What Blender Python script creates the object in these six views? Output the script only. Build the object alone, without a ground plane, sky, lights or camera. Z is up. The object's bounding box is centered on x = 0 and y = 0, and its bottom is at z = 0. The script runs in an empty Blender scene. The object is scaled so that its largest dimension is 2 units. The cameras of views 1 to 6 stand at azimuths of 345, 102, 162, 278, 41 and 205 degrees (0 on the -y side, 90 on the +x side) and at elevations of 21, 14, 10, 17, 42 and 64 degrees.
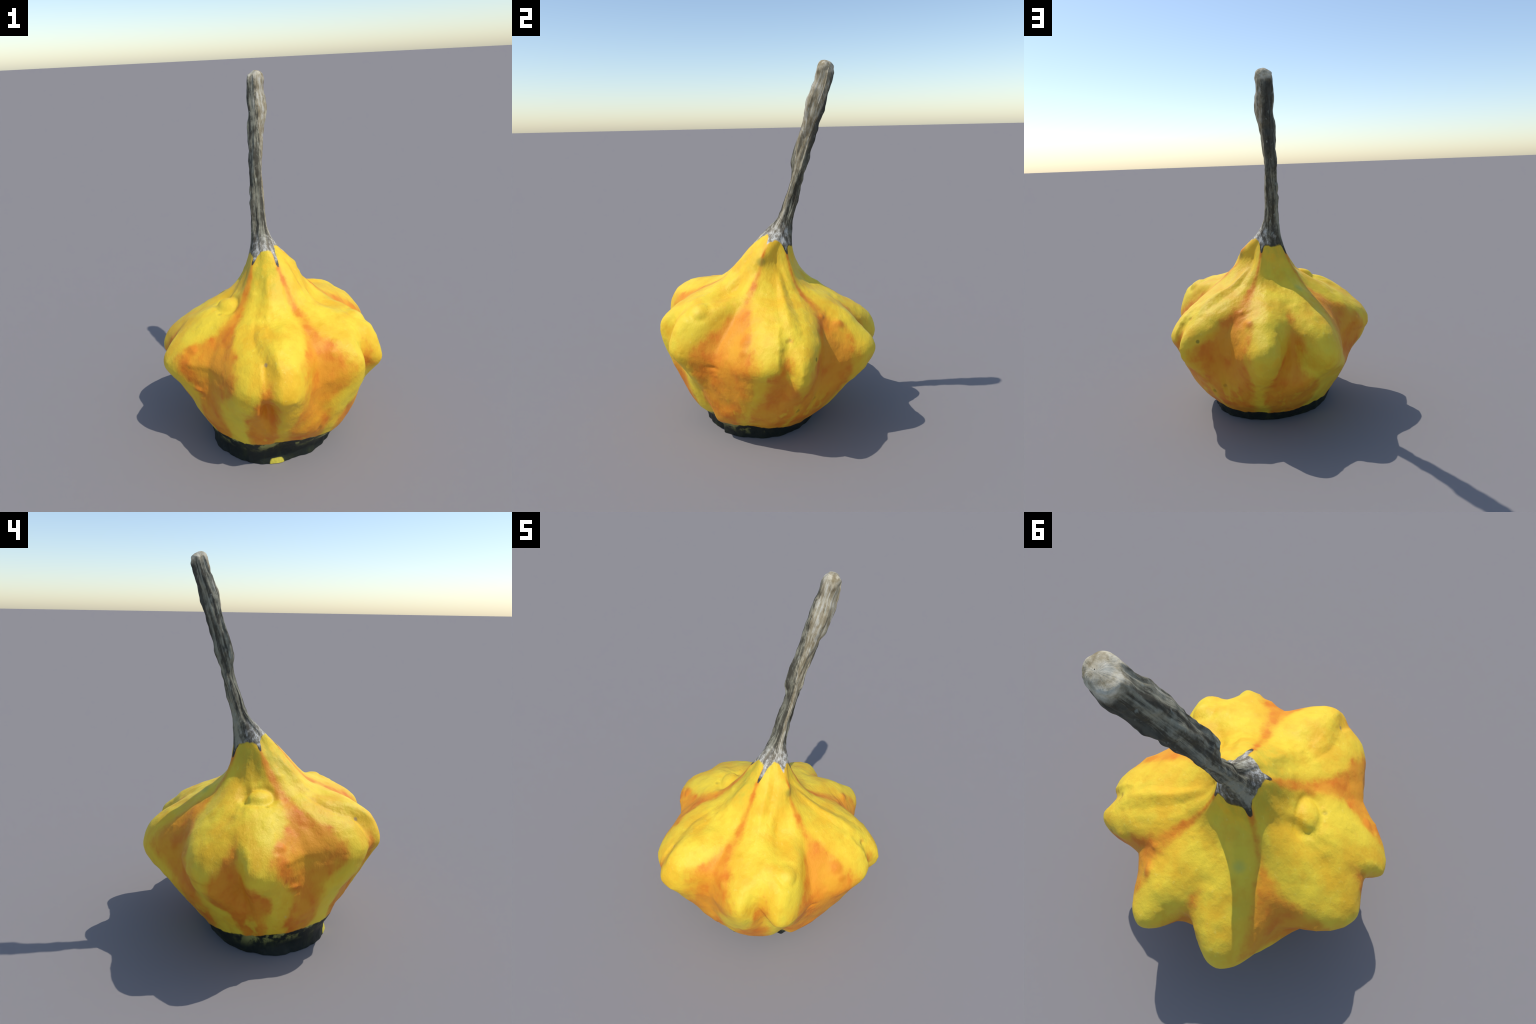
"""A yellow ornamental gourd with five double lobes, orange grooves, a dark green
blossom end and a long leaning woody stem.

The skin is one loft.  Twenty meridian ribs (ten ridge crests, five shallow
furrows that split each lobe in two, five deep grooves between the lobes) are
each described by a profile of (radius, height) points about a slightly leaning
axis; neighbouring ribs are blended across the azimuth.  The loft runs on through
stem rings to the cut tip, is embossed with warts, slits and fine relief, and is
then separated into parts that share border vertices and normals."""
import bpy, math, random
import numpy as np
from mathutils import Vector, noise

# ------------------------------------------------------------------ shape data
# rib: (kind, (azimuth at base, belly, neck), radii from ground to neck, heights from ground to neck)
RIBS = [
    ("ridge", (7.1, 16.2, 20.1), (.379, .387, .489, .554, .612, .642, .582, .427, .240, .119, .089), (.001, .059, .181, .311, .461, .553, .659, .755, .837, .940, 1.006)),
    ("furrow", (16.9, 21.6, 27.2), (.382, .400, .479, .543, .594, .627, .614, .483, .247, .115, .085), (.000, .059, .150, .286, .422, .497, .597, .741, .840, .934, 1.002)),
    ("ridge", (24.3, 27.4, 39.7), (.379, .400, .478, .564, .644, .679, .656, .509, .256, .130, .094), (.000, .060, .160, .307, .419, .489, .582, .708, .816, .916, .988)),
    ("groove", (43.9, 46.4, 63.2), (.369, .389, .465, .523, .530, .530, .517, .424, .219, .157, .110), (.000, .058, .150, .294, .441, .492, .585, .704, .821, .909, .991)),
    ("ridge", (65.1, 72.4, 80.1), (.346, .369, .460, .544, .637, .660, .527, .386, .220, .143, .108), (.000, .057, .147, .285, .413, .543, .665, .743, .816, .895, .987)),
    ("furrow", (86.0, 87.1, 97.8), (.335, .369, .451, .539, .510, .516, .504, .377, .219, .142, .116), (.000, .059, .156, .293, .420, .524, .616, .729, .812, .900, .997)),
    ("ridge", (114.0, 103.8, 114.3), (.336, .357, .438, .560, .628, .656, .595, .419, .263, .153, .122), (.001, .060, .165, .340, .398, .486, .602, .711, .806, .898, .988)),
    ("groove", (141.3, 130.5, 134.9), (.335, .361, .413, .500, .498, .497, .488, .417, .258, .178, .139), (.000, .057, .153, .313, .426, .507, .561, .680, .802, .910, .990)),
    ("ridge", (165.8, 160.8, 157.3), (.350, .361, .387, .476, .584, .602, .618, .571, .268, .163, .122), (.000, .058, .143, .298, .428, .479, .517, .627, .818, .892, .987)),
    ("furrow", (174.6, 176.1, 170.9), (.355, .353, .387, .454, .484, .545, .556, .450, .238, .166, .120), (.001, .060, .157, .287, .419, .507, .609, .735, .817, .902, .995)),
    ("ridge", (184.5, 183.0, 183.6), (.363, .356, .400, .466, .547, .619, .585, .433, .238, .166, .121), (.000, .062, .153, .280, .417, .528, .625, .746, .841, .897, .995)),
    ("groove", (212.3, 213.7, 204.7), (.349, .353, .394, .469, .501, .496, .493, .389, .258, .175, .132), (.000, .061, .157, .294, .463, .564, .618, .741, .828, .919, 1.001)),
    ("ridge", (241.2, 247.4, 229.9), (.351, .353, .408, .500, .600, .628, .578, .446, .274, .183, .123), (.001, .062, .158, .345, .492, .592, .688, .755, .829, .918, 1.000)),
    ("furrow", (251.6, 250.6, 240.2), (.342, .342, .391, .480, .522, .628, .590, .473, .296, .188, .125), (.001, .065, .157, .300, .467, .575, .673, .764, .827, .921, 1.002)),
    ("ridge", (262.6, 257.7, 250.5), (.330, .327, .383, .479, .605, .658, .627, .527, .316, .202, .128), (.001, .062, .161, .284, .488, .592, .697, .772, .823, .928, 1.003)),
    ("groove", (283.0, 280.2, 275.8), (.329, .336, .398, .481, .512, .530, .515, .408, .273, .197, .138), (.001, .060, .153, .274, .446, .557, .672, .770, .838, .923, 1.008)),
    ("ridge", (310.1, 300.3, 299.1), (.347, .355, .448, .506, .611, .624, .566, .474, .284, .196, .133), (.001, .059, .164, .284, .528, .634, .711, .757, .846, .942, 1.013)),
    ("furrow", (327.5, 309.2, 312.9), (.351, .362, .449, .517, .550, .561, .551, .471, .280, .183, .126), (.001, .059, .154, .321, .511, .608, .696, .775, .834, .925, 1.004)),
    ("ridge", (335.8, 319.0, 326.2), (.350, .363, .440, .533, .588, .639, .605, .497, .256, .185, .144), (.002, .061, .176, .365, .456, .556, .669, .768, .813, .925, .992)),
    ("groove", (339.3, 342.4, 349.3), (.378, .392, .462, .503, .535, .536, .488, .381, .257, .174, .132), (.000, .059, .140, .287, .427, .522, .613, .735, .844, .923, 1.002)),
]
# stem rings: height, centre x, centre y, mean radius, 2nd and 3rd harmonics of the section
STEM = [
    (1.1000, 0.0075, 0.0845, 0.0723, -0.0036, -0.0030, 0.0029, 0.0018),
    (1.1600, 0.0013, 0.1139, 0.0484, 0.0004, -0.0030, 0.0003, 0.0002),
    (1.2200, 0.0026, 0.1379, 0.0383, 0.0021, -0.0025, -0.0030, -0.0016),
    (1.2900, 0.0047, 0.1608, 0.0364, 0.0008, -0.0030, -0.0023, -0.0032),
    (1.3600, 0.0111, 0.1844, 0.0326, 0.0026, -0.0033, -0.0032, -0.0026),
    (1.4300, 0.0157, 0.1996, 0.0348, -0.0008, -0.0004, 0.0009, 0.0004),
    (1.4900, 0.0184, 0.2096, 0.0388, -0.0065, 0.0019, 0.0020, 0.0030),
    (1.5500, 0.0245, 0.2234, 0.0399, -0.0049, -0.0004, 0.0018, 0.0021),
    (1.6100, 0.0336, 0.2437, 0.0421, -0.0032, 0.0014, -0.0033, -0.0014),
    (1.6700, 0.0423, 0.2645, 0.0429, -0.0002, 0.0015, -0.0010, -0.0013),
    (1.7300, 0.0519, 0.2799, 0.0447, 0.0017, -0.0010, -0.0007, -0.0009),
    (1.7900, 0.0685, 0.2956, 0.0490, 0.0005, 0.0000, -0.0017, -0.0009),
    (1.8500, 0.0733, 0.3194, 0.0490, 0.0023, 0.0024, -0.0026, -0.0004),
    (1.9000, 0.0770, 0.3399, 0.0448, 0.0015, 0.0011, -0.0021, 0.0008),
    (1.9500, 0.0814, 0.3510, 0.0448, 0.0012, -0.0035, -0.0002, 0.0001),
]
AXIS_WEIGHTS = np.array([[1, 0, 0], [.9, .1, 0], [.75, .25, 0], [.5, .5, 0], [.2, .8, 0], [0, 1, 0], [0, 1, 0], [0, .7, .3], [0, .35, .65], [0, .1, .9], [0, 0, 1.]])
LEAN = np.array([.06, .31, .93]); LEAN /= np.linalg.norm(LEAN)
COLS, ROWS, CREASE = 18, 16, .28      # columns between ribs, rows between levels, sharpness of grooves


def axis(z):
    return -.03 + .055 * z, -.05 + .10 * z


def build_levels():
    s = np.arange(COLS) / COLS
    az = np.array([r[1] for r in RIBS]) @ AXIS_WEIGHTS.T
    az = np.concatenate([az, az[:1] + 360], 0)
    rad = np.array([r[2] for r in RIBS]); hgt = np.array([r[3] for r in RIBS])
    ridge_first = np.array([r[0] == "ridge" for r in RIBS])[:, None]
    deep = np.array([CREASE if r[0] == "groove" else 0 for r in RIBS])
    sharp = np.where(ridge_first[:, 0], np.roll(deep, -1), deep)
    fold = np.where(ridge_first, 1 - np.cos(np.pi / 2 * s), np.sin(np.pi / 2 * s))

    def across(v, at, crease):
        """Periodic monotone cubic across the azimuth, with a crease at the grooves."""
        nxt = np.roll(v, -1); h = np.diff(at); d = (nxt - v) / h; e = np.roll(d, 1)
        m = np.where(d * e > 0, 2 * d * e / np.where(d + e == 0, 1, d + e), 0)
        s2, s3, h = s * s, s**3, h[:, None]
        p = v[:, None] * (2 * s3 - 3 * s2 + 1) + h * m[:, None] * (s3 - 2 * s2 + s) + nxt[:, None] * (3 * s2 - 2 * s3) + h * np.roll(m, -1)[:, None] * (s3 - s2)
        q = v[:, None] * (1 - fold) + nxt[:, None] * fold
        return (p * (1 - crease[:, None]) + q * crease[:, None]).ravel()

    levels = []
    for j in range(rad.shape[1]):
        th = np.radians((az[:-1, j, None] * (1 - s) + az[1:, j, None] * s).ravel())
        r, z = [across(v[:, j], az[:, j], sharp * (.35 if j < 6 else 1)) for v in (rad, hgt)]
        cx, cy = axis(z)
        levels.append(np.stack([cx + r * np.cos(th), cy + r * np.sin(th), z], 1))
    for i, (zc, cx, cy, r, a2, b2, a3, b3) in enumerate(STEM):
        rr = r + a2 * np.cos(2 * th) + b2 * np.sin(2 * th) + a3 * np.cos(3 * th) + b3 * np.sin(3 * th)
        p = np.stack([cx + rr * np.cos(th), cy + rr * np.sin(th), np.full_like(th, zc)], 1)
        p[:, 2] -= min(1, .25 + .25 * i) * ((p[:, 0] - cx) * LEAN[0] + (p[:, 1] - cy) * LEAN[1]) / LEAN[2]
        levels.append(p)
    last = levels[-1]; c = last.mean(0)
    for scale, up in ((.86, .026), (.5, .044), (.02, .047)):      # rounded cut end
        levels.append(c + (last - c) * scale + LEAN * up)
    return np.array(levels), np.array([r[1][1] for r in RIBS])


def loft(levels):
    """Non-uniform Catmull-Rom spline along the meridians."""
    h = np.linalg.norm(np.diff(levels, axis=0), axis=2).mean(1) ** .7
    d = np.diff(levels, axis=0) / h[:, None, None]
    m = np.zeros_like(levels); m[0], m[-1] = d[0], d[-1]
    w = (h[1:] / (h[1:] + h[:-1]))[:, None, None]
    m[1:-1] = w * d[:-1] + (1 - w) * d[1:]
    rows = []
    for j in range(len(h)):
        for s in np.arange(ROWS) / ROWS:
            rows.append((2 * s**3 - 3 * s * s + 1) * levels[j] + (s**3 - 2 * s * s + s) * h[j] * m[j]
                        + (-2 * s**3 + 3 * s * s) * levels[j + 1] + (s**3 - s * s) * h[j] * m[j + 1])
    rows.append(levels[-1])
    return np.array(rows)


def grid_normals(p):
    du = np.roll(p, -1, 1) - np.roll(p, 1, 1)
    dv = np.gradient(p, axis=0)
    n = np.cross(du, dv)
    return n / np.maximum(1e-9, np.linalg.norm(n, axis=2, keepdims=True))


# collar: height of the skin's upper edge round the neck (azimuth, height); teeth run down the grooves
COLLAR = [(0, 1.066), (20, 1.07), (45, 1.055), (55, 1.035), (62, .995), (69, 1.02), (80, 1.036), (100, 1.030), (122, 1.035), (129, 1.015),
          (135, .978), (141, 1.02), (150, 1.045), (170, 1.054), (190, 1.054), (198, 1.045), (204, 1.02), (211, 1.06), (225, 1.082),
          (240, 1.090), (262, 1.083), (269, 1.06), (275, 1.02), (281, 1.07), (290, 1.088), (320, 1.096), (340, 1.088), (350, 1.055), (360, 1.066)]


def collar_height(az):
    a, z = zip(*COLLAR)
    return np.interp(az % 360, a, z)


def blossom_height(az):
    """The dark blossom end reaches higher at the front, as the fruit sits tilted."""
    return .112 - .05 * np.cos(np.radians(az - 75))


# ------------------------------------------------------------------ surface relief
# (azimuth, height, radius in azimuth direction m, radius along meridian m, lift m, ring?)
BUMPS = [
    (323, .765, .048, .056, .0065, "blister"), (190, .822, .068, .048, .012, "blister"), (196, .795, .012, .01, -.006, "bump"),
    (199.5, .662, .022, .016, .010, "bump"), (197, .63, .02, .014, .006, "bump"), (202, .60, .02, .02, .006, "bump"),
    (288.6, .693, .022, .022, .008, "bump"), (204.5, .455, .03, .014, .012, "bump"), (204.5, .425, .03, .012, -.010, "bump"),
    (359.3, .607, .022, .028, .007, "bump"), (359.2, .645, .022, .020, .007, "bump"), (341, .49, .035, .012, -.008, "bump"),
    (62, .666, .022, .026, .009, "bump"), (39, .625, .030, .030, .012, "bump"), (58.5, .667, .02, .02, .006, "bump"),
    (146, .562, .034, .03, .016, "bump"), (152, .729, .03, .022, -.007, "bump"), (113, .79, .03, .03, .006, "bump"),
    (42.5, .28, .008, .05, -.007, "bump"), (33, .235, .009, .035, -.007, "bump"), (285, .25, .009, .03, -.006, "bump"),
    (348, .985, .022, .03, .008, "bump"), (250, .709, .012, .012, -.004, "bump"), (22, .664, .012, .02, -.004, "bump"),
    (236, .80, .03, .04, .004, "bump"), (262, .80, .025, .03, .005, "bump"), (250, .83, .02, .02, .004, "bump"),
]
# many small pimples, thickest on the shoulders and along the groove edges
_dice = random.Random(7)
for _ in range(110):
    size = _dice.uniform(.006, .017)
    BUMPS.append((_dice.uniform(0, 360), min(.95, max(.2, _dice.gauss(.66, .15))), size * _dice.uniform(.8, 1.5), size, size * _dice.uniform(.14, .34) * _dice.choice((1, 1, 1, -.7)), "bump"))
# knots along the stem: (column angle, height, size, lift)
KNOTS = [(_dice.uniform(0, 6.28), _dice.uniform(1.16, 1.95), _dice.uniform(.012, .024), _dice.uniform(.0025, .006) * _dice.choice((1, 1, -1))) for _ in range(26)]



def fbm(p, scale, octaves=3):
    v, amp = 0.0, 1.0
    q = Vector(p) * scale
    for _ in range(octaves):
        v += amp * noise.noise(q); q = q * 2.1 + Vector((3.1, 1.7, 5.3)); amp *= .5
    return v


def emboss(p):
    n = grid_normals(p)
    rows, cols = p.shape[:2]
    cx, cy = axis(p[..., 2])
    az = np.degrees(np.arctan2(p[..., 1] - cy, p[..., 0] - cx)) % 360
    rad = np.hypot(p[..., 0] - cx, p[..., 1] - cy)
    lift = np.zeros((rows, cols))
    first_stem = 11 * ROWS
    sl = np.zeros((rows, 1)); sl[:first_stem] = 1
    # distance along the meridian, so that bumps keep their shape on slopes
    for a, z, wa, wm, h, kind in BUMPS:
        k = np.argmin(np.abs((az[:first_stem] - a + 180) % 360 - 180) * .006 + np.abs(p[:first_stem, :, 2] - z))
        c = p[:first_stem].reshape(-1, 3)[k]; nn = n[:first_stem].reshape(-1, 3)[k]
        e = np.cross((0, 0, 1.), nn); e /= np.linalg.norm(e); f = np.cross(nn, e)
        d = p - c
        u, v, w = d @ e / wa, d @ f / wm, d @ nn
        q = np.sqrt(u * u + v * v) + (np.abs(w) > .12) * 9
        if kind == "bump":
            lift += h * np.exp(-q * q * 1.2) * sl
        else:                                            # blister: low dome inside a shallow moat
            lift += h * (np.exp(-(q * 1.3) ** 4) - .8 * np.exp(-((q - 1.15) / .28) ** 2)) * sl
    cap_row = 11 * ROWS + ROWS * len(STEM)
    height = p[:, :, 2].mean(1)
    for a, z, size, h in KNOTS:
        i = first_stem + int(np.argmin(np.abs(height[first_stem:cap_row] - z))); j = int(a / (2 * math.pi) * cols) % cols
        e = (p - p[i, j]) / size
        lift += h * np.exp(-(e[..., 0]**2 + e[..., 1]**2 + .35 * e[..., 2]**2))
    calm = np.clip((1.05 - p[..., 2]) / .1, 0, 1)
    for i in range(rows):
        for j in range(cols):
            x, y, z = p[i, j]
            if i < first_stem + ROWS // 2:
                s = fbm((x, y, z * .8), 7.0, 2) * .0045 + fbm((x, y, z * .7), 17, 3) * .0030
                # fibres converge towards the neck
                s += noise.noise(Vector((math.cos(math.radians(az[i, j])) * 9, math.sin(math.radians(az[i, j])) * 9, z * 3))) * .002
                lift[i, j] += s * calm[i, j] * min(1, rad[i, j] / .3)
            if z > 1.0:
                ramp = min(1, (z - 1.0) / .12)
                a = 2 * math.pi * j / cols
                q = Vector((math.cos(a) * 1.6, math.sin(a) * 1.6, z * 5))
                s = noise.noise(q) * .005 + noise.noise(Vector((math.cos(a) * 3.2, math.sin(a) * 3.2, z * 11 + 4))) * .0045
                s += math.cos(5 * a + 1.2 + z * 1.5) * .0016 - .0018 + noise.noise(Vector((x, y, z)) * 34) * .0028
                lift[i, j] += ramp * s * max(0, min(1, (cap_row - i) / ROWS))
            if i > cap_row - ROWS:
                lift[i, j] += noise.noise(Vector((x, y, z)) * 32) * .008 * min(1, (i - cap_row + ROWS) / ROWS)
    # crusty, lumpy rim of the blossom end
    for i in range(2 * ROWS):
        for j in range(cols):
            x, y, z = p[i, j]
            d = max(0, 1 - z / .075)
            lift[i, j] += d * (noise.noise(Vector((x * 9, y * 9, z * 4 + 2))) * .014 + noise.noise(Vector((x * 26, y * 26, z * 9))) * .006)
    flat = n.copy(); flat[:2 * ROWS, :, 2] *= np.linspace(0, 1, 2 * ROWS)[:, None]
    p = p + flat * lift[..., None]
    p[..., 2] = np.maximum(p[..., 2], 0)
    return p, az


# ------------------------------------------------------------------ materials
class Nodes:
    def __init__(self, name):
        self.mat = bpy.data.materials.new(name); self.mat.use_nodes = True
        self.t = self.mat.node_tree; self.t.nodes.clear()
        self.out = self.t.nodes.new("ShaderNodeOutputMaterial")
        self.bsdf = self.t.nodes.new("ShaderNodeBsdfPrincipled")
        self.t.links.new(self.bsdf.outputs[0], self.out.inputs[0])
        co = self.t.nodes.new("ShaderNodeTexCoord"); self.co = co.outputs["Object"]
        sep = self.t.nodes.new("ShaderNodeSeparateXYZ"); self.t.links.new(self.co, sep.inputs[0])
        self.x, self.y, self.z = sep.outputs

    def put(self, sock, v):
        if isinstance(v, bpy.types.NodeSocket): self.t.links.new(v, sock)
        else: sock.default_value = v

    def m(self, op, a, b=0.0, c=0.0, clamp=False):
        n = self.t.nodes.new("ShaderNodeMath"); n.operation = op; n.use_clamp = clamp
        for s, v in zip(n.inputs, (a, b, c)): self.put(s, v)
        return n.outputs[0]

    def ramp(self, v, lo, hi):
        n = self.t.nodes.new("ShaderNodeMapRange"); n.interpolation_type = "SMOOTHSTEP"
        for s, q in zip(n.inputs[:5], (v, lo, hi, 0.0, 1.0)): self.put(s, q)
        return n.outputs[0]

    def curve(self, v, pts, vmin, vmax, omin, omax):
        n = self.t.nodes.new("ShaderNodeFloatCurve")
        c = n.mapping.curves[0]
        q = [((a - vmin) / (vmax - vmin), (b - omin) / (omax - omin)) for a, b in pts]
        c.points[0].location = q[0]; c.points[1].location = q[-1]
        for a in q[1:-1]: c.points.new(*a)
        for pt in c.points: pt.handle_type = "AUTO_CLAMPED"
        n.mapping.update()
        self.put(n.inputs["Value"], self.m("DIVIDE", self.m("SUBTRACT", v, vmin), vmax - vmin, clamp=True))
        return self.m("MULTIPLY_ADD", n.outputs[0], omax - omin, omin)

    def noise(self, scale, detail=3, rough=.55, stretch=(1, 1, 1), distort=0.0, vec=None, off=0.0):
        mp = self.t.nodes.new("ShaderNodeMapping"); mp.inputs["Scale"].default_value = stretch
        mp.inputs["Location"].default_value = (off, off * .7, off * 1.3)
        self.put(mp.inputs[0], vec or self.co)
        n = self.t.nodes.new("ShaderNodeTexNoise")
        self.t.links.new(mp.outputs[0], n.inputs["Vector"])
        n.inputs["Scale"].default_value = scale; n.inputs["Detail"].default_value = detail
        n.inputs["Roughness"].default_value = rough; n.inputs["Distortion"].default_value = distort
        return n.outputs["Fac"]

    def vec(self, x, y, z):
        n = self.t.nodes.new("ShaderNodeCombineXYZ")
        for s, v in zip(n.inputs, (x, y, z)): self.put(s, v)
        return n.outputs[0]

    def mix(self, f, a, b):
        n = self.t.nodes.new("ShaderNodeMix"); n.data_type = "RGBA"
        self.put(n.inputs[0], f)
        for s, v in ((n.inputs[6], a), (n.inputs[7], b)):
            self.put(s, v if isinstance(v, bpy.types.NodeSocket) else (*v, 1))
        return n.outputs[2]

    def spot(self, p, r, soft, wob=0.0):
        """Round mark at a point of the surface."""
        n = self.t.nodes.new("ShaderNodeVectorMath"); n.operation = "DISTANCE"
        self.put(n.inputs[0], self.co); n.inputs[1].default_value = p
        d = self.m("ADD", n.outputs["Value"], wob) if wob else n.outputs["Value"]
        return self.m("SUBTRACT", 1.0, self.ramp(d, r - soft, r + soft))

    def finish(self, color, rough=.7, spec=.25, bump=None, strength=.2, dist=.01):
        self.put(self.bsdf.inputs["Base Color"], color)
        self.put(self.bsdf.inputs["Roughness"], rough)
        self.bsdf.inputs["Specular IOR Level"].default_value = spec
        if bump is not None:
            b = self.t.nodes.new("ShaderNodeBump"); b.inputs["Strength"].default_value = strength
            b.inputs["Distance"].default_value = dist
            self.t.links.new(bump, b.inputs["Height"]); self.t.links.new(b.outputs[0], self.bsdf.inputs["Normal"])
        return self.mat


# edges of the orange panels: azimuth against height, left and right of each groove
PANELS = [
    (214, [(.13, 204), (.25, 203), (.36, 206), (.46, 202), (.55, 196), (.62, 194), (.70, 203), (.76, 211), (.85, 208), (1.0, 201)],
          [(.13, 214), (.25, 219), (.36, 222), (.47, 226), (.58, 234), (.68, 235), (.74, 227), (.82, 222), (.92, 218), (1.0, 211)]),
    (279, [(.13, 268), (.39, 266), (.50, 270), (.60, 270), (.69, 270), (.75, 276), (.80, 279), (.90, 277), (1.0, 271)],
          [(.13, 286), (.30, 288), (.42, 288), (.55, 295), (.65, 294), (.72, 291), (.78, 287), (.85, 285), (.93, 282), (1.0, 279)]),
    (347, [(.13, 341), (.25, 333), (.40, 332), (.50, 328), (.58, 331), (.65, 335), (.72, 341), (.78, 347), (.88, 347), (.95, 348)],
          [(.13, 353), (.25, 360), (.40, 364), (.55, 366), (.65, 363), (.72, 360), (.80, 353), (.88, 353), (.95, 352)]),
    (45,  [(.12, 34), (.25, 35), (.40, 32), (.50, 32), (.58, 38), (.66, 42), (.72, 46), (.80, 50), (.90, 53), (1.0, 58)],
          [(.13, 55), (.25, 58), (.45, 62), (.56, 63), (.65, 62), (.72, 58), (.80, 57), (.90, 60), (1.0, 66)]),
    (132, [(.10, 134), (.20, 133), (.35, 129), (.45, 119), (.55, 114), (.65, 117), (.73, 123), (.80, 128), (.87, 129), (1.0, 132)],
          [(.10, 143), (.20, 146), (.35, 147), (.50, 151), (.57, 149), (.65, 144), (.72, 135), (.80, 132), (.87, 133), (1.0, 139)]),
]
# orange wedges in the shallow furrows under the paired tips
WEDGES = [
    (87,  [(.12, 72), (.25, 71), (.40, 75), (.50, 80), (.57, 83), (.66, 87), (.74, 90)], [(.12, 98), (.25, 101), (.41, 91), (.57, 92), (.66, 90), (.74, 90)]),
    (174, [(.12, 172), (.26, 168), (.36, 158), (.49, 163), (.57, 168), (.65, 173), (.72, 176)], [(.12, 184), (.26, 186), (.38, 191), (.49, 184), (.57, 179), (.65, 176), (.72, 176)]),
    (249, [(.15, 242), (.28, 240), (.42, 241), (.57, 247), (.64, 250), (.70, 252)], [(.15, 252), (.30, 255), (.48, 256), (.57, 254), (.64, 252), (.70, 252)]),
    (310, [(.12, 302), (.25, 301), (.45, 306), (.60, 309), (.72, 312)], [(.12, 312), (.28, 317), (.48, 316), (.62, 314), (.72, 312)]),
    (20,  [(.12, 5), (.25, 8), (.36, 11), (.46, 13), (.54, 17), (.62, 22)], [(.12, 26), (.25, 29), (.34, 30), (.46, 25), (.54, 22), (.62, 22)]),
]
LEMON, GOLD, LIME = (.88, .63, .042), (.83, .47, .024), (.69, .56, .045)
ORANGE, EMBER = (.80, .315, .020), (.74, .20, .012)
DARK, MOTTLE = (.012, .016, .013), (.32, .31, .09)
STEM_BROWN = (.24, .19, .11)
STEM_DARK, STEM_GREY, STEM_TAN, STEM_PALE = (.062, .056, .040), (.29, .275, .20), (.46, .41, .29), (.60, .57, .49)


def rotated_azimuth(n, dx, dy, a0):
    """Azimuth in degrees about the leaning axis, measured from a0."""
    c, s = math.cos(math.radians(a0)), math.sin(math.radians(a0))
    u = n.m("ADD", n.m("MULTIPLY", dx, c), n.m("MULTIPLY", dy, s))
    v = n.m("SUBTRACT", n.m("MULTIPLY", dy, c), n.m("MULTIPLY", dx, s))
    return n.m("MULTIPLY", n.m("ARCTAN2", v, u), 180 / math.pi)


def axis_offsets(n):
    dx = n.m("SUBTRACT", n.x, n.m("MULTIPLY_ADD", n.z, .055, -.03))
    dy = n.m("SUBTRACT", n.y, n.m("MULTIPLY_ADD", n.z, .10, -.05))
    return dx, dy


def band(n, phi, a0, left, right, soft, wob, halo=0):
    l = n.curve(n.z, [(z, a - a0) for z, a in left], 0, 1.1, -40, 40)
    r = n.curve(n.z, [(z, a - a0) for z, a in right], 0, 1.1, -40, 40)
    p = n.m("ADD", phi, wob)
    widen = n.m("MULTIPLY", n.m("SUBTRACT", 1.0, n.ramp(n.z, .20, .45)), 3.5)      # panels spread over the lower body
    l, r = n.m("SUBTRACT", l, widen), n.m("ADD", r, widen)
    inside_l = n.ramp(n.m("SUBTRACT", p, l), -soft, soft)
    inside_r = n.ramp(n.m("SUBTRACT", r, n.m("SUBTRACT", phi, wob)), -soft, soft)
    if not halo:
        return n.m("MULTIPLY", inside_l, inside_r)
    wide = n.m("MULTIPLY", n.ramp(n.m("SUBTRACT", p, l), -halo, halo * .4), n.ramp(n.m("SUBTRACT", r, n.m("SUBTRACT", phi, wob)), -halo, halo * .4))
    return n.m("MULTIPLY", inside_l, inside_r), wide


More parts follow.
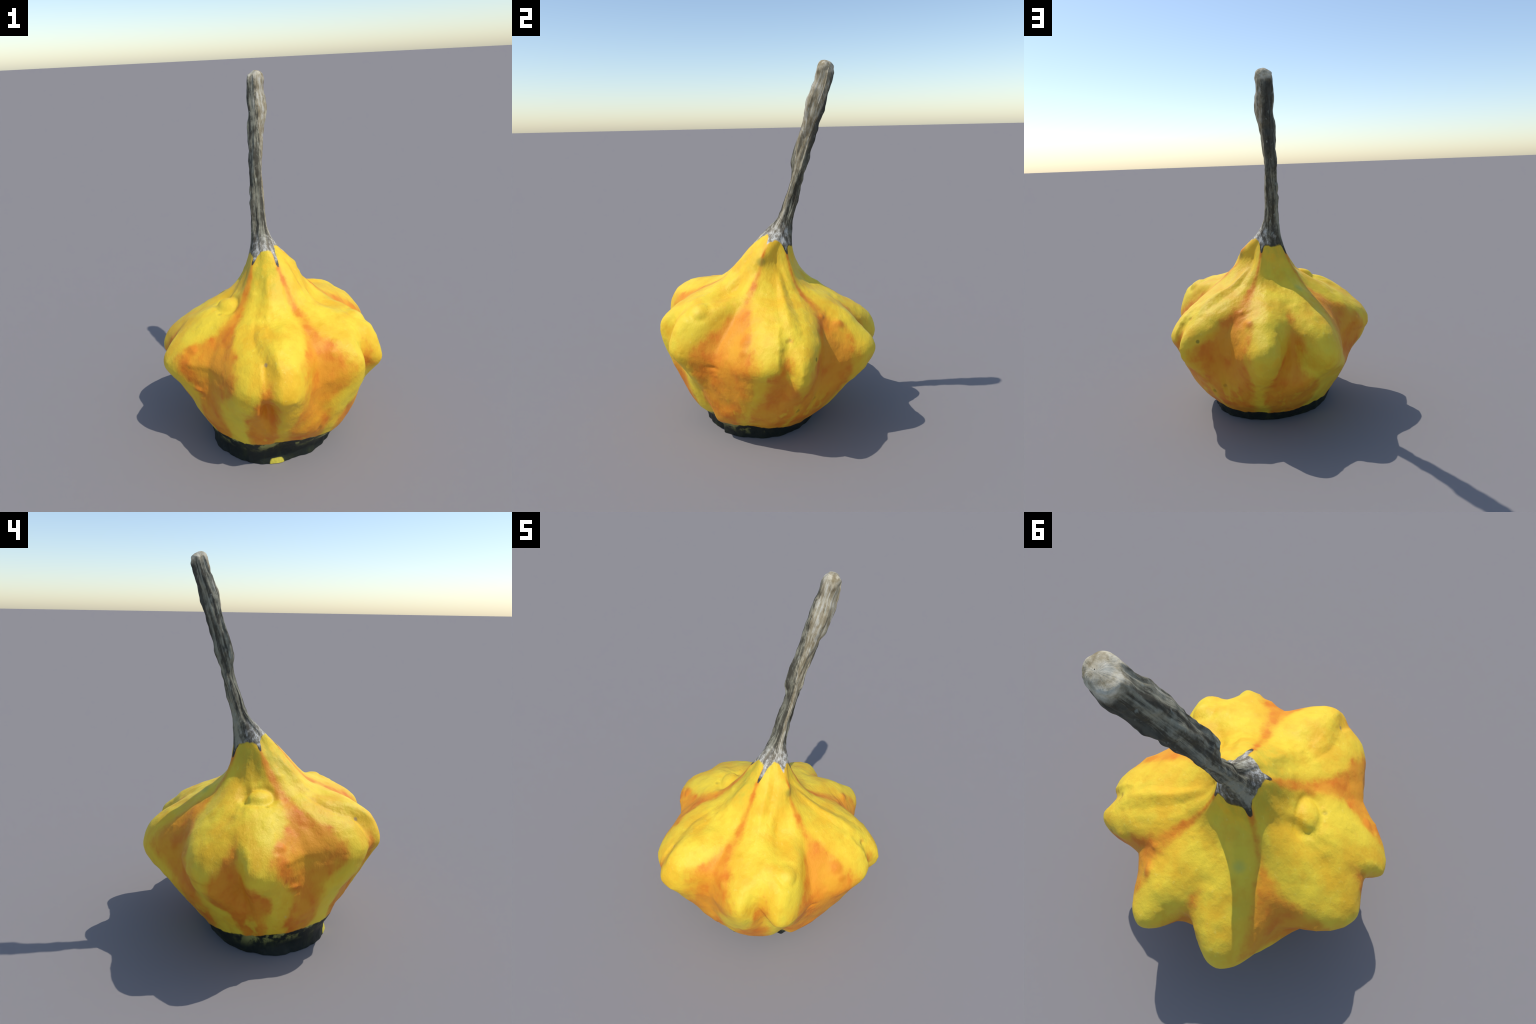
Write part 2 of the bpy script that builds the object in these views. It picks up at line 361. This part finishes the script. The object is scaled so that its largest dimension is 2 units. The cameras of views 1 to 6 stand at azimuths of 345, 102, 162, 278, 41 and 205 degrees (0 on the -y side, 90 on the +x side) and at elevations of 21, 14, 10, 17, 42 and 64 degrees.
def stem_colour(n):
    """Weathered stem: grey-green with dark fibres, tan on the sunny flank, cream and brown at both ends."""
    t = n.m("SUBTRACT", n.z, 1.1)
    cx = n.m("MULTIPLY_ADD", t, .085, .003)
    cy = n.m("MULTIPLY_ADD", t, .31, .092)
    dx, dy = n.m("SUBTRACT", n.x, cx), n.m("SUBTRACT", n.y, cy)
    ang = n.m("ARCTAN2", dy, dx)
    ca, sa = n.m("COSINE", ang), n.m("SINE", ang)
    v = n.vec(ca, sa, n.m("MULTIPLY", n.z, 3.0))
    streak = n.noise(2.6, 4, .62, (1, 1, .5), vec=v)
    patch = n.noise(5.5, 4, .6, (1, 1, .8), vec=v, off=4.0)
    fine = n.noise(42, 4, .68, (1, 1, .5))
    flecks = n.noise(60, 2, .5, (1, 1, .35), off=3.0)
    ds = n.m("MULTIPLY", n.m("SUBTRACT", streak, .5), 2.2)
    dp = n.m("MULTIPLY", n.m("SUBTRACT", patch, .5), 2.2)
    df = n.m("MULTIPLY", n.m("SUBTRACT", fine, .5), 2.0)
    col = n.mix(n.ramp(n.m("ADD", ds, n.m("MULTIPLY", df, .5)), -.3, .35), STEM_DARK, STEM_GREY)
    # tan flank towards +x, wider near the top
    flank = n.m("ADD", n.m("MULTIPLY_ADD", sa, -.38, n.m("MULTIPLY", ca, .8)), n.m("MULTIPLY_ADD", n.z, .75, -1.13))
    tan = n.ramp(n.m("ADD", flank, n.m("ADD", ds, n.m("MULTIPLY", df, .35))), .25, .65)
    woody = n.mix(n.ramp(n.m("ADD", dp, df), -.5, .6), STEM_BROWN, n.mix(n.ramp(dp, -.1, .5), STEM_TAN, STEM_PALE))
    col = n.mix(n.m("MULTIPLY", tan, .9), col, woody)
    # near-black band along the underside of the upper half
    dark_band = n.m("MULTIPLY", n.ramp(n.m("ADD", n.m("MULTIPLY_ADD", sa, .85, n.m("MULTIPLY", ca, -.1)), n.m("MULTIPLY", ds, .8)), .55, .8), n.ramp(n.z, 1.4, 1.6))
    col = n.mix(n.m("MULTIPLY", dark_band, .75), col, (.025, .026, .024))
    col = n.mix(n.m("MULTIPLY", n.ramp(n.m("ADD", dp, n.m("MULTIPLY", df, .8)), .3, .75), .5), col, (.06, .054, .038))
    col = n.mix(n.m("MULTIPLY", n.ramp(flecks, .62, .75), .4), col, (.42, .45, .38))
    # crusty whitish flare that grips the rib tops
    low = n.m("SUBTRACT", 1.0, n.ramp(n.z, 1.09, 1.18))
    side = n.ramp(n.m("ADD", n.m("MULTIPLY_ADD", sa, -.6, n.m("MULTIPLY", ca, .6)), n.m("MULTIPLY", df, .9)), -.9, .4)
    crust = n.mix(n.ramp(n.m("ADD", df, dp), -.35, .35), (.17, .145, .11), n.mix(n.ramp(fine, .47, .6), (.44, .41, .34), (.70, .67, .60)))
    col = n.mix(n.m("MULTIPLY", n.m("MULTIPLY", low, side), .9), col, crust)
    # pale rounded knob at the cut end
    along = n.m("ADD", n.m("MULTIPLY_ADD", n.y, LEAN[1], n.m("MULTIPLY", n.x, LEAN[0])), n.m("MULTIPLY", n.z, LEAN[2]))
    blot = n.noise(24, 4, .65, off=6.0)
    knob = n.mix(n.ramp(blot, .34, .58), (.26, .21, .12), n.mix(n.ramp(blot, .5, .72), (.54, .48, .35), (.68, .63, .50)))
    col = n.mix(n.ramp(n.m("MULTIPLY_ADD", df, .02, along), 1.945, 1.985), col, knob)
    return col, fine, streak


def rind_colour(n):
    dx, dy = axis_offsets(n)
    big = n.noise(4.5, 3, .55)
    mid = n.noise(14, 4, .6, (1, 1, .6))
    fine = n.noise(55, 3, .6, (1, 1, .7))
    broad = n.noise(7, 2, .5, off=7.0)
    wob = n.m("MULTIPLY", n.m("ADD", n.m("SUBTRACT", mid, .5), n.m("MULTIPLY", n.m("SUBTRACT", fine, .5), .15)), 13.0)
    col = n.mix(n.ramp(n.m("ADD", n.m("MULTIPLY", big, .6), n.m("MULTIPLY", mid, .4)), .36, .60), GOLD, LEMON)
    col = n.mix(n.m("MULTIPLY", n.ramp(broad, .54, .72), .35), col, LIME)
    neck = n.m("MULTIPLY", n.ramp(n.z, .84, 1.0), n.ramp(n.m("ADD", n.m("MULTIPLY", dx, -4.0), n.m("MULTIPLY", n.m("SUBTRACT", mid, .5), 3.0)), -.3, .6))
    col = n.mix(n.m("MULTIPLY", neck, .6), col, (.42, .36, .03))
    col = n.mix(n.m("MULTIPLY", n.ramp(fine, .6, .75), .25), col, (.90, .74, .16))
    low = n.m("SUBTRACT", 1.0, n.ramp(n.z, .22, .42))
    panel = halo = None
    for a0, l, r in PANELS:
        phi = rotated_azimuth(n, dx, dy, a0)
        b, w = band(n, phi, a0, l, r, 3.8, wob, 11)
        panel = b if panel is None else n.m("MAXIMUM", panel, b)
        halo = w if halo is None else n.m("MAXIMUM", halo, w)
    col = n.mix(n.m("MULTIPLY", halo, .6), col, GOLD)
    for a0, l, r in WEDGES:
        phi = rotated_azimuth(n, dx, dy, a0)
        b = n.m("MULTIPLY", band(n, phi, a0, l, r, 3.0, wob), 1.0)
        b = n.m("MULTIPLY", b, n.m("SUBTRACT", 1.0, n.ramp(n.z, .69, .75)))
        panel = n.m("MAXIMUM", panel, b)
    # yellow streaks through the lower panels
    streaks = n.m("MULTIPLY", n.ramp(n.noise(9, 3, .6, (1, 1, .35), off=2.0), .54, .66), low)
    panel = n.m("MULTIPLY", panel, n.m("MULTIPLY_ADD", streaks, -.7, 1.0))
    orange = n.mix(n.ramp(n.m("ADD", n.m("MULTIPLY", mid, .55), n.m("MULTIPLY", broad, .45)), .42, .66), ORANGE, EMBER)
    orange = n.mix(n.m("MULTIPLY", n.ramp(big, .5, .7), .35), orange, GOLD)
    col = n.mix(panel, col, orange)
    # scars and freckles
    wsp = n.m("MULTIPLY", n.m("SUBTRACT", fine, .5), .012)
    for p, r, soft, c, k in MARKS:
        col = n.mix(n.m("MULTIPLY", n.spot(p, r, soft, wsp), k), col, c)
    # dark blossom end, tilted, with a mottled rim
    cosb = n.m("MULTIPLY", n.m("ADD", n.m("MULTIPLY", dx, math.cos(math.radians(75))), n.m("MULTIPLY", dy, math.sin(math.radians(75)))), -.05 / .37)
    zb = n.m("ADD", cosb, .112)
    hb = n.m("SUBTRACT", n.z, zb)
    edge = n.m("ADD", hb, n.m("MULTIPLY", n.m("SUBTRACT", mid, .5), .05))
    dark = n.m("SUBTRACT", 1.0, n.ramp(edge, -.006, .006))
    pale_bits = n.m("MULTIPLY", n.ramp(n.noise(15, 4, .6, (1, 1, .8), off=5.0), .46, .60), n.m("MULTIPLY", n.ramp(hb, -.085, -.015), n.ramp(dy, .16, .0)))
    green = n.mix(pale_bits, n.mix(n.ramp(mid, .45, .7), DARK, (.03, .036, .016)), MOTTLE)
    col = n.mix(dark, col, green)
    ys = n.m("MULTIPLY", n.spot((-.103, -.378, .0), .040, .004, n.m("MULTIPLY", n.m("SUBTRACT", mid, .5), .02)), n.m("SUBTRACT", 1.0, n.ramp(n.z, .028, .034)))
    col = n.mix(n.m("MULTIPLY", ys, n.m("MULTIPLY_ADD", fine, .6, .6, clamp=True)), col, (.62, .52, .06))
    # woody collar with dark teeth
    az = n.m("ADD", rotated_azimuth(n, dx, dy, 180), 180)
    zc = n.curve(az, COLLAR, 0, 360, .9, 1.15)
    hc = n.m("ADD", n.m("SUBTRACT", n.z, zc), n.m("MULTIPLY", n.m("SUBTRACT", fine, .5), .02))
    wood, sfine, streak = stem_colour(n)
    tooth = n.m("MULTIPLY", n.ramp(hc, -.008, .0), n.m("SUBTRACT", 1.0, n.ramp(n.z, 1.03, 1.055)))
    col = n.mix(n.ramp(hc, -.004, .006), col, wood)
    col = n.mix(n.m("MULTIPLY", tooth, .85), col, (.03, .028, .02))
    relief = n.m("ADD", n.m("MULTIPLY", mid, .6), n.m("MULTIPLY", fine, .4))
    return col, relief


MARKS = [
    ((-0.180, -0.505, 0.711), 0.010, 0.004, (0.42, 0.27, 0.12), 0.80),
    ((0.525, 0.230, 0.672), 0.008, 0.006, (0.45, 0.28, 0.03), 0.60),
    ((0.530, 0.219, 0.668), 0.010, 0.008, (0.55, 0.33, 0.03), 0.60),
    ((0.513, 0.359, 0.576), 0.010, 0.005, (0.2, 0.17, 0.02), 0.75),
    ((-0.442, -0.179, 0.288), 0.014, 0.006, (0.62, 0.5, 0.25), 0.80),
    ((-0.468, -0.157, 0.656), 0.024, 0.012, (0.78, 0.24, 0.015), 0.80),
    ((0.184, -0.491, 0.690), 0.020, 0.010, (0.8, 0.38, 0.025), 0.60),
    ((0.245, 0.455, 0.662), 0.020, 0.012, (0.7, 0.22, 0.015), 0.70),
    ((0.259, 0.431, 0.664), 0.018, 0.010, (0.8, 0.3, 0.02), 0.60),
    ((0.562, 0.003, 0.597), 0.020, 0.012, (0.72, 0.24, 0.012), 0.80),
    ((0.527, 0.009, 0.647), 0.030, 0.015, (0.74, 0.25, 0.012), 0.70),
    ((0.171, 0.017, 0.967), 0.022, 0.012, (0.3, 0.3, 0.05), 0.60),
    ((-0.097, 0.290, 0.789), 0.022, 0.018, (0.52, 0.54, 0.1), 0.60),
    ((-0.297, -0.062, 0.793), 0.012, 0.006, (0.4, 0.3, 0.03), 0.50),
    ((-0.442, 0.310, 0.576), 0.025, 0.020, (0.78, 0.3, 0.02), 0.60),
    ((-0.093, 0.459, 0.694), 0.030, 0.020, (0.75, 0.4, 0.02), 0.50),
    ((0.371, 0.333, 0.285), 0.012, 0.008, (0.4, 0.18, 0.02), 0.50),
    ((0.417, 0.252, 0.230), 0.012, 0.008, (0.3, 0.2, 0.02), 0.60),
    ((0.104, -0.484, 0.254), 0.014, 0.010, (0.4, 0.15, 0.02), 0.60),
    ((0.413, -0.282, 0.761), 0.020, 0.016, (0.9, 0.75, 0.1), 0.50),
]


def make_materials():
    out = {}
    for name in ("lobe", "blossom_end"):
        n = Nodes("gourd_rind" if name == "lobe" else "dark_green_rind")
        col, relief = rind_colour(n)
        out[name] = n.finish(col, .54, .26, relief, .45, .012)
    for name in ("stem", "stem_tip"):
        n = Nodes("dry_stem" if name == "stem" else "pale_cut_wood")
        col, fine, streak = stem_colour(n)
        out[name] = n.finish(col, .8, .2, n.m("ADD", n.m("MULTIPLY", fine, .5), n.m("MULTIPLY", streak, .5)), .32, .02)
    return out



# ------------------------------------------------------------------ parts
def main():
    levels, belly = build_levels()
    p, az = emboss(loft(levels))
    rows, cols = p.shape[:2]
    nrm = grid_normals(p)
    # close the ground side: shrink the first ring inwards
    c0 = p[0].mean(0)
    inner = [c0 + (p[0] - c0) * k + np.array((0, 0, 0.004 * (1 - k))) for k in (.02, .35, .7)]
    P = np.concatenate([np.array(inner), p], 0)
    down = np.zeros((3, cols, 3)); down[..., 2] = -1
    N = np.concatenate([down, nrm], 0)
    A = np.concatenate([np.repeat(az[:1], 3, 0), az], 0)
    R = rows + 3
    top_row = R - 1
    rib_col = np.arange(cols) // COLS
    groove_cols = [i * COLS for i, r in enumerate(RIBS) if r[0] == "groove"]
    cut_row = 3 + ROWS * (11 + len(STEM)) - ROWS // 3
    mats = make_materials()
    parts = {}
    for i in range(R - 1):
        for j in range(cols):
            k = (j + 1) % cols
            zc = (P[i, j, 2] + P[i + 1, j, 2] + P[i, k, 2] + P[i + 1, k, 2]) / 4
            a = A[i, j]
            if i >= cut_row: key = ("stem_tip", 0)
            elif i > 9 * ROWS and (zc > 1.12 or zc > collar_height(a) + .014): key = ("stem", 0)
            elif i < 3 or zc < blossom_height(a) - .015: key = ("blossom_end", 0)
            else:
                key = ("lobe", sum(g <= j for g in groove_cols) % len(groove_cols))
            parts.setdefault(key, []).append((i, j, k))
    thing = bpy.data.objects.new("ornamental_gourd", None)
    thing["label"] = "yellow and orange lobed ornamental gourd with long dry stem"
    thing["category"] = "gourd"
    bpy.context.scene.collection.objects.link(thing)
    for (name, _), quads in sorted(parts.items()):
        index, verts, norms, faces = {}, [], [], []
        for i, j, k in quads:
            f = []
            for q in ((i, j), (i, k), (i + 1, k), (i + 1, j)):
                if q not in index:
                    index[q] = len(verts); verts.append(P[q]); norms.append(N[q])
                f.append(index[q])
            faces.append(f)
        me = bpy.data.meshes.new(name)
        me.from_pydata([tuple(v) for v in verts], [], faces)
        me.polygons.foreach_set("use_smooth", [True] * len(faces))
        me.update()
        me.normals_split_custom_set_from_vertices([tuple(v) for v in norms])
        me.materials.append(mats[name])
        ob = bpy.data.objects.new(name, me)
        ob.parent = thing
        bpy.context.scene.collection.objects.link(ob)


main()
